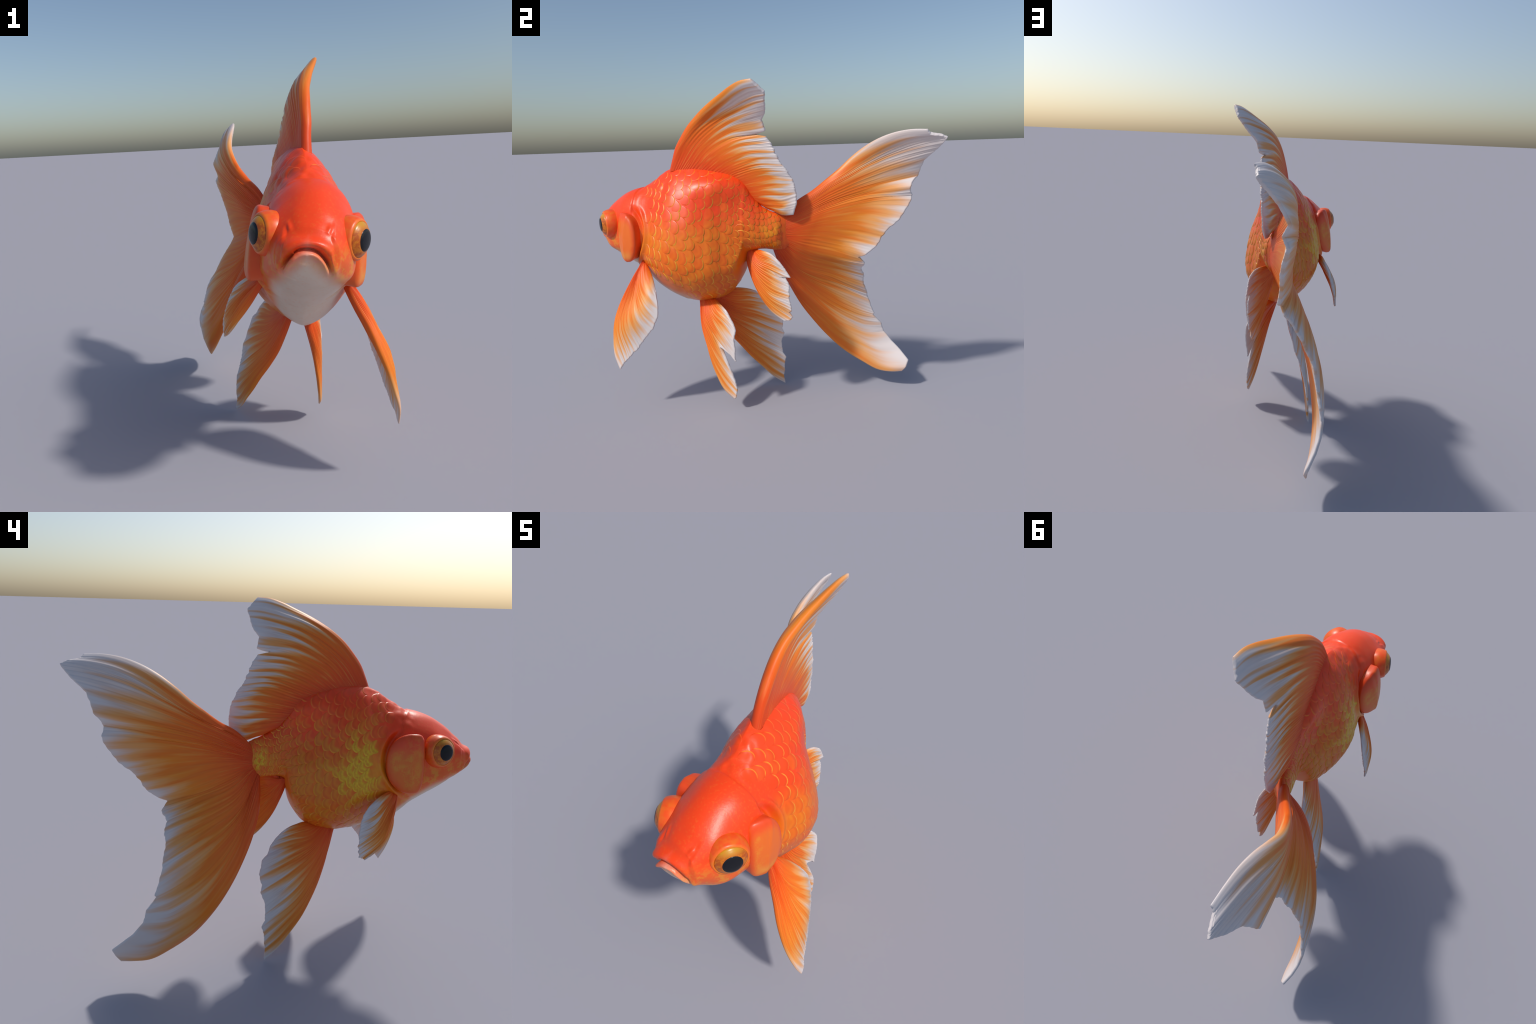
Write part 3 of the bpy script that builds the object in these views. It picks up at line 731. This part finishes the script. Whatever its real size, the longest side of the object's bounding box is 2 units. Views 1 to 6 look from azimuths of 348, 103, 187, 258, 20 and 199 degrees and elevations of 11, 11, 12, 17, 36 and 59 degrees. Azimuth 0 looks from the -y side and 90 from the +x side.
fin("pectoral_fin",
    [(0.00, (-0.175, -0.588, 0.862), (-0.222, -0.551, 0.772), (-0.280, -0.495, 0.672)),
     (0.30, (-0.176, -0.582, 0.866), (-0.242, -0.530, 0.778), (-0.297, -0.465, 0.677)),
     (0.60, (-0.178, -0.572, 0.870), (-0.240, -0.510, 0.797), (-0.293, -0.430, 0.717)),
     (0.80, (-0.180, -0.562, 0.874), (-0.232, -0.495, 0.817), (-0.275, -0.420, 0.772)),
     (1.00, (-0.182, -0.555, 0.878), (-0.203, -0.490, 0.865), (-0.225, -0.445, 0.848))],
    [(0.00, (-0.307, -0.430, 0.612)), (0.18, (-0.315, -0.378, 0.580)), (0.25, (-0.314, -0.370, 0.590)), (0.32, (-0.313, -0.352, 0.600)), (0.50, (-0.310, -0.347, 0.635)), (0.65, (-0.298, -0.350, 0.690)),
     (0.80, (-0.282, -0.360, 0.745)), (0.90, (-0.262, -0.380, 0.797)), (1.00, (-0.240, -0.418, 0.832))],
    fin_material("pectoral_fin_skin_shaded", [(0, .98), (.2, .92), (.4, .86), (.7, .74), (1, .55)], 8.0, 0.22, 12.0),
    nu=150, nv=80, n_rays=24, lead=0.003, root_thick=0.002, web=0.0060, body=0.014, ridge=0.0015, wave=0.003, jag=0.009, seed=57, sink=0.03,
    edge0=[(-0.199, -0.571, 0.815), (-0.223, -0.553, 0.770), (-0.248, -0.531, 0.727), (-0.274, -0.506, 0.686), (-0.295, -0.476, 0.646)],
    edge1=[(-0.190, -0.530, 0.885), (-0.210, -0.478, 0.866)])

# --- pelvic fins
fin("pelvic_fin",
    [(0.00, (0.060, -0.360, 0.628), (0.103, -0.325, 0.434), (0.137, -0.280, 0.271)),
     (0.20, (0.062, -0.345, 0.630), (0.113, -0.315, 0.450), (0.158, -0.235, 0.285)),
     (0.42, (0.065, -0.320, 0.630), (0.118, -0.295, 0.520), (0.152, -0.248, 0.440)),
     (0.52, (0.067, -0.310, 0.630), (0.125, -0.280, 0.540), (0.165, -0.210, 0.440)),
     (0.70, (0.070, -0.290, 0.630), (0.128, -0.245, 0.575), (0.176, -0.175, 0.530)),
     (1.00, (0.073, -0.265, 0.632), (0.105, -0.232, 0.615), (0.135, -0.200, 0.600))],
    [(0.00, (0.187, -0.137, 0.070)), (0.07, (0.192, -0.120, 0.085)), (0.16, (0.198, -0.114, 0.125)), (0.26, (0.200, -0.122, 0.180)), (0.38, (0.192, -0.165, 0.290)), (0.425, (0.182, -0.205, 0.372)),
     (0.47, (0.194, -0.130, 0.320)), (0.51, (0.197, -0.114, 0.297)), (0.58, (0.207, -0.113, 0.360)), (0.64, (0.216, -0.118, 0.430)), (0.72, (0.213, -0.103, 0.480)),
     (0.80, (0.203, -0.118, 0.520)), (0.88, (0.188, -0.140, 0.550)), (1.00, (0.163, -0.172, 0.586))],
    fin_material("pelvic_fin_skin", [(0, .86), (.3, .80), (.5, .74), (.8, .68), (1, .64)], 10.0, 0.17, 12.0),
    nu=200, nv=90, n_rays=28, lead=0.004, root_thick=0.002, web=0.0064, body=0.016, ridge=0.0012, wave=0.004, jag=0.007, seed=63, sink=0.025,
    edge0=[(0.083, -0.343, 0.517), (0.103, -0.326, 0.434), (0.121, -0.305, 0.352), (0.138, -0.281, 0.271), (0.153, -0.248, 0.193), (0.170, -0.204, 0.121)],
    edge1=None)
fin("pelvic_fin",
    [(0.00, (0.000, -0.338, 0.622), (-0.060, -0.262, 0.420), (-0.130, -0.172, 0.262)),
     (0.20, (0.002, -0.325, 0.628), (-0.062, -0.240, 0.450), (-0.147, -0.112, 0.293)),
     (0.40, (0.004, -0.310, 0.634), (-0.057, -0.220, 0.500), (-0.128, -0.087, 0.393)),
     (0.60, (0.004, -0.290, 0.640), (-0.046, -0.200, 0.555), (-0.096, -0.052, 0.499)),
     (0.80, (0.003, -0.260, 0.648), (-0.026, -0.190, 0.610), (-0.050, -0.080, 0.598)),
     (1.00, (0.002, -0.230, 0.655), (-0.010, -0.160, 0.671), (-0.026, -0.100, 0.663))],
    [(0.00, (-0.211, 0.077, 0.002)), (0.08, (-0.201, 0.073, 0.060)), (0.20, (-0.200, 0.080, 0.144)), (0.26, (-0.194, 0.089, 0.188)), (0.29, (-0.188, 0.075, 0.215)), (0.40, (-0.164, 0.067, 0.288)),
     (0.49, (-0.146, 0.089, 0.360)), (0.54, (-0.130, 0.083, 0.400)), (0.60, (-0.112, 0.094, 0.440)), (0.70, (-0.090, 0.071, 0.512)), (0.74, (-0.080, 0.045, 0.535)),
     (0.80, (-0.064, 0.030, 0.572)), (0.90, (-0.047, -0.010, 0.612)), (1.00, (-0.042, -0.050, 0.648))],
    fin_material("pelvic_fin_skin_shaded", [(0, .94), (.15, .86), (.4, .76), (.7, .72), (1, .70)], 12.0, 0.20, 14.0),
    nu=220, nv=100, n_rays=34, lead=0.004, root_thick=0.002, web=0.0064, body=0.018, ridge=0.0012, wave=0.003, jag=0.008, seed=71, sink=0.025,
    edge0=[(-0.020, -0.300, 0.527), (-0.051, -0.270, 0.436), (-0.089, -0.230, 0.352), (-0.126, -0.180, 0.273), (-0.154, -0.126, 0.195), (-0.177, -0.063, 0.124), (-0.195, 0.002, 0.054)],
    edge1=[(-0.006, -0.160, 0.673), (-0.020, -0.120, 0.669), (-0.031, -0.082, 0.661)])

# --- anal fin
fin("anal_fin",
    [(0.00, (0.047, -0.080, 0.880), (0.072, -0.030, 0.732), (0.092, 0.034, 0.620)),
     (0.30, (0.048, -0.060, 0.890), (0.078, -0.015, 0.780), (0.113, 0.072, 0.675)),
     (0.60, (0.048, -0.040, 0.900), (0.085, 0.000, 0.835), (0.125, 0.100, 0.778)),
     (0.80, (0.049, -0.022, 0.906), (0.087, 0.010, 0.868), (0.130, 0.100, 0.842)),
     (1.00, (0.050, -0.005, 0.910), (0.090, 0.032, 0.911), (0.125, 0.075, 0.905))],
    [(0.00, (0.118, 0.149, 0.520)), (0.08, (0.124, 0.182, 0.528)), (0.15, (0.130, 0.199, 0.550)), (0.20, (0.133, 0.185, 0.575)), (0.24, (0.140, 0.198, 0.590)), (0.36, (0.147, 0.188, 0.660)),
     (0.55, (0.153, 0.189, 0.726)), (0.66, (0.150, 0.170, 0.772)), (0.69, (0.146, 0.140, 0.778)), (0.72, (0.162, 0.197, 0.780)), (0.82, (0.162, 0.169, 0.826)), (1.00, (0.160, 0.130, 0.873))],
    fin_material("anal_fin_skin", [(0, .86), (.3, .84), (.7, .76), (1, .62)], 14.0, 0.17, 10.0),
    nu=180, nv=90, n_rays=24, lead=0.004, root_thick=0.002, web=0.0064, body=0.017, ridge=0.0012, wave=0.004, jag=0.007, seed=83, sink=0.02,
    edge0=[(0.067, -0.050, 0.776), (0.078, -0.018, 0.699), (0.091, 0.025, 0.628), (0.105, 0.080, 0.565)],
    edge1=[(0.100, 0.032, 0.914), (0.140, 0.093, 0.902)])
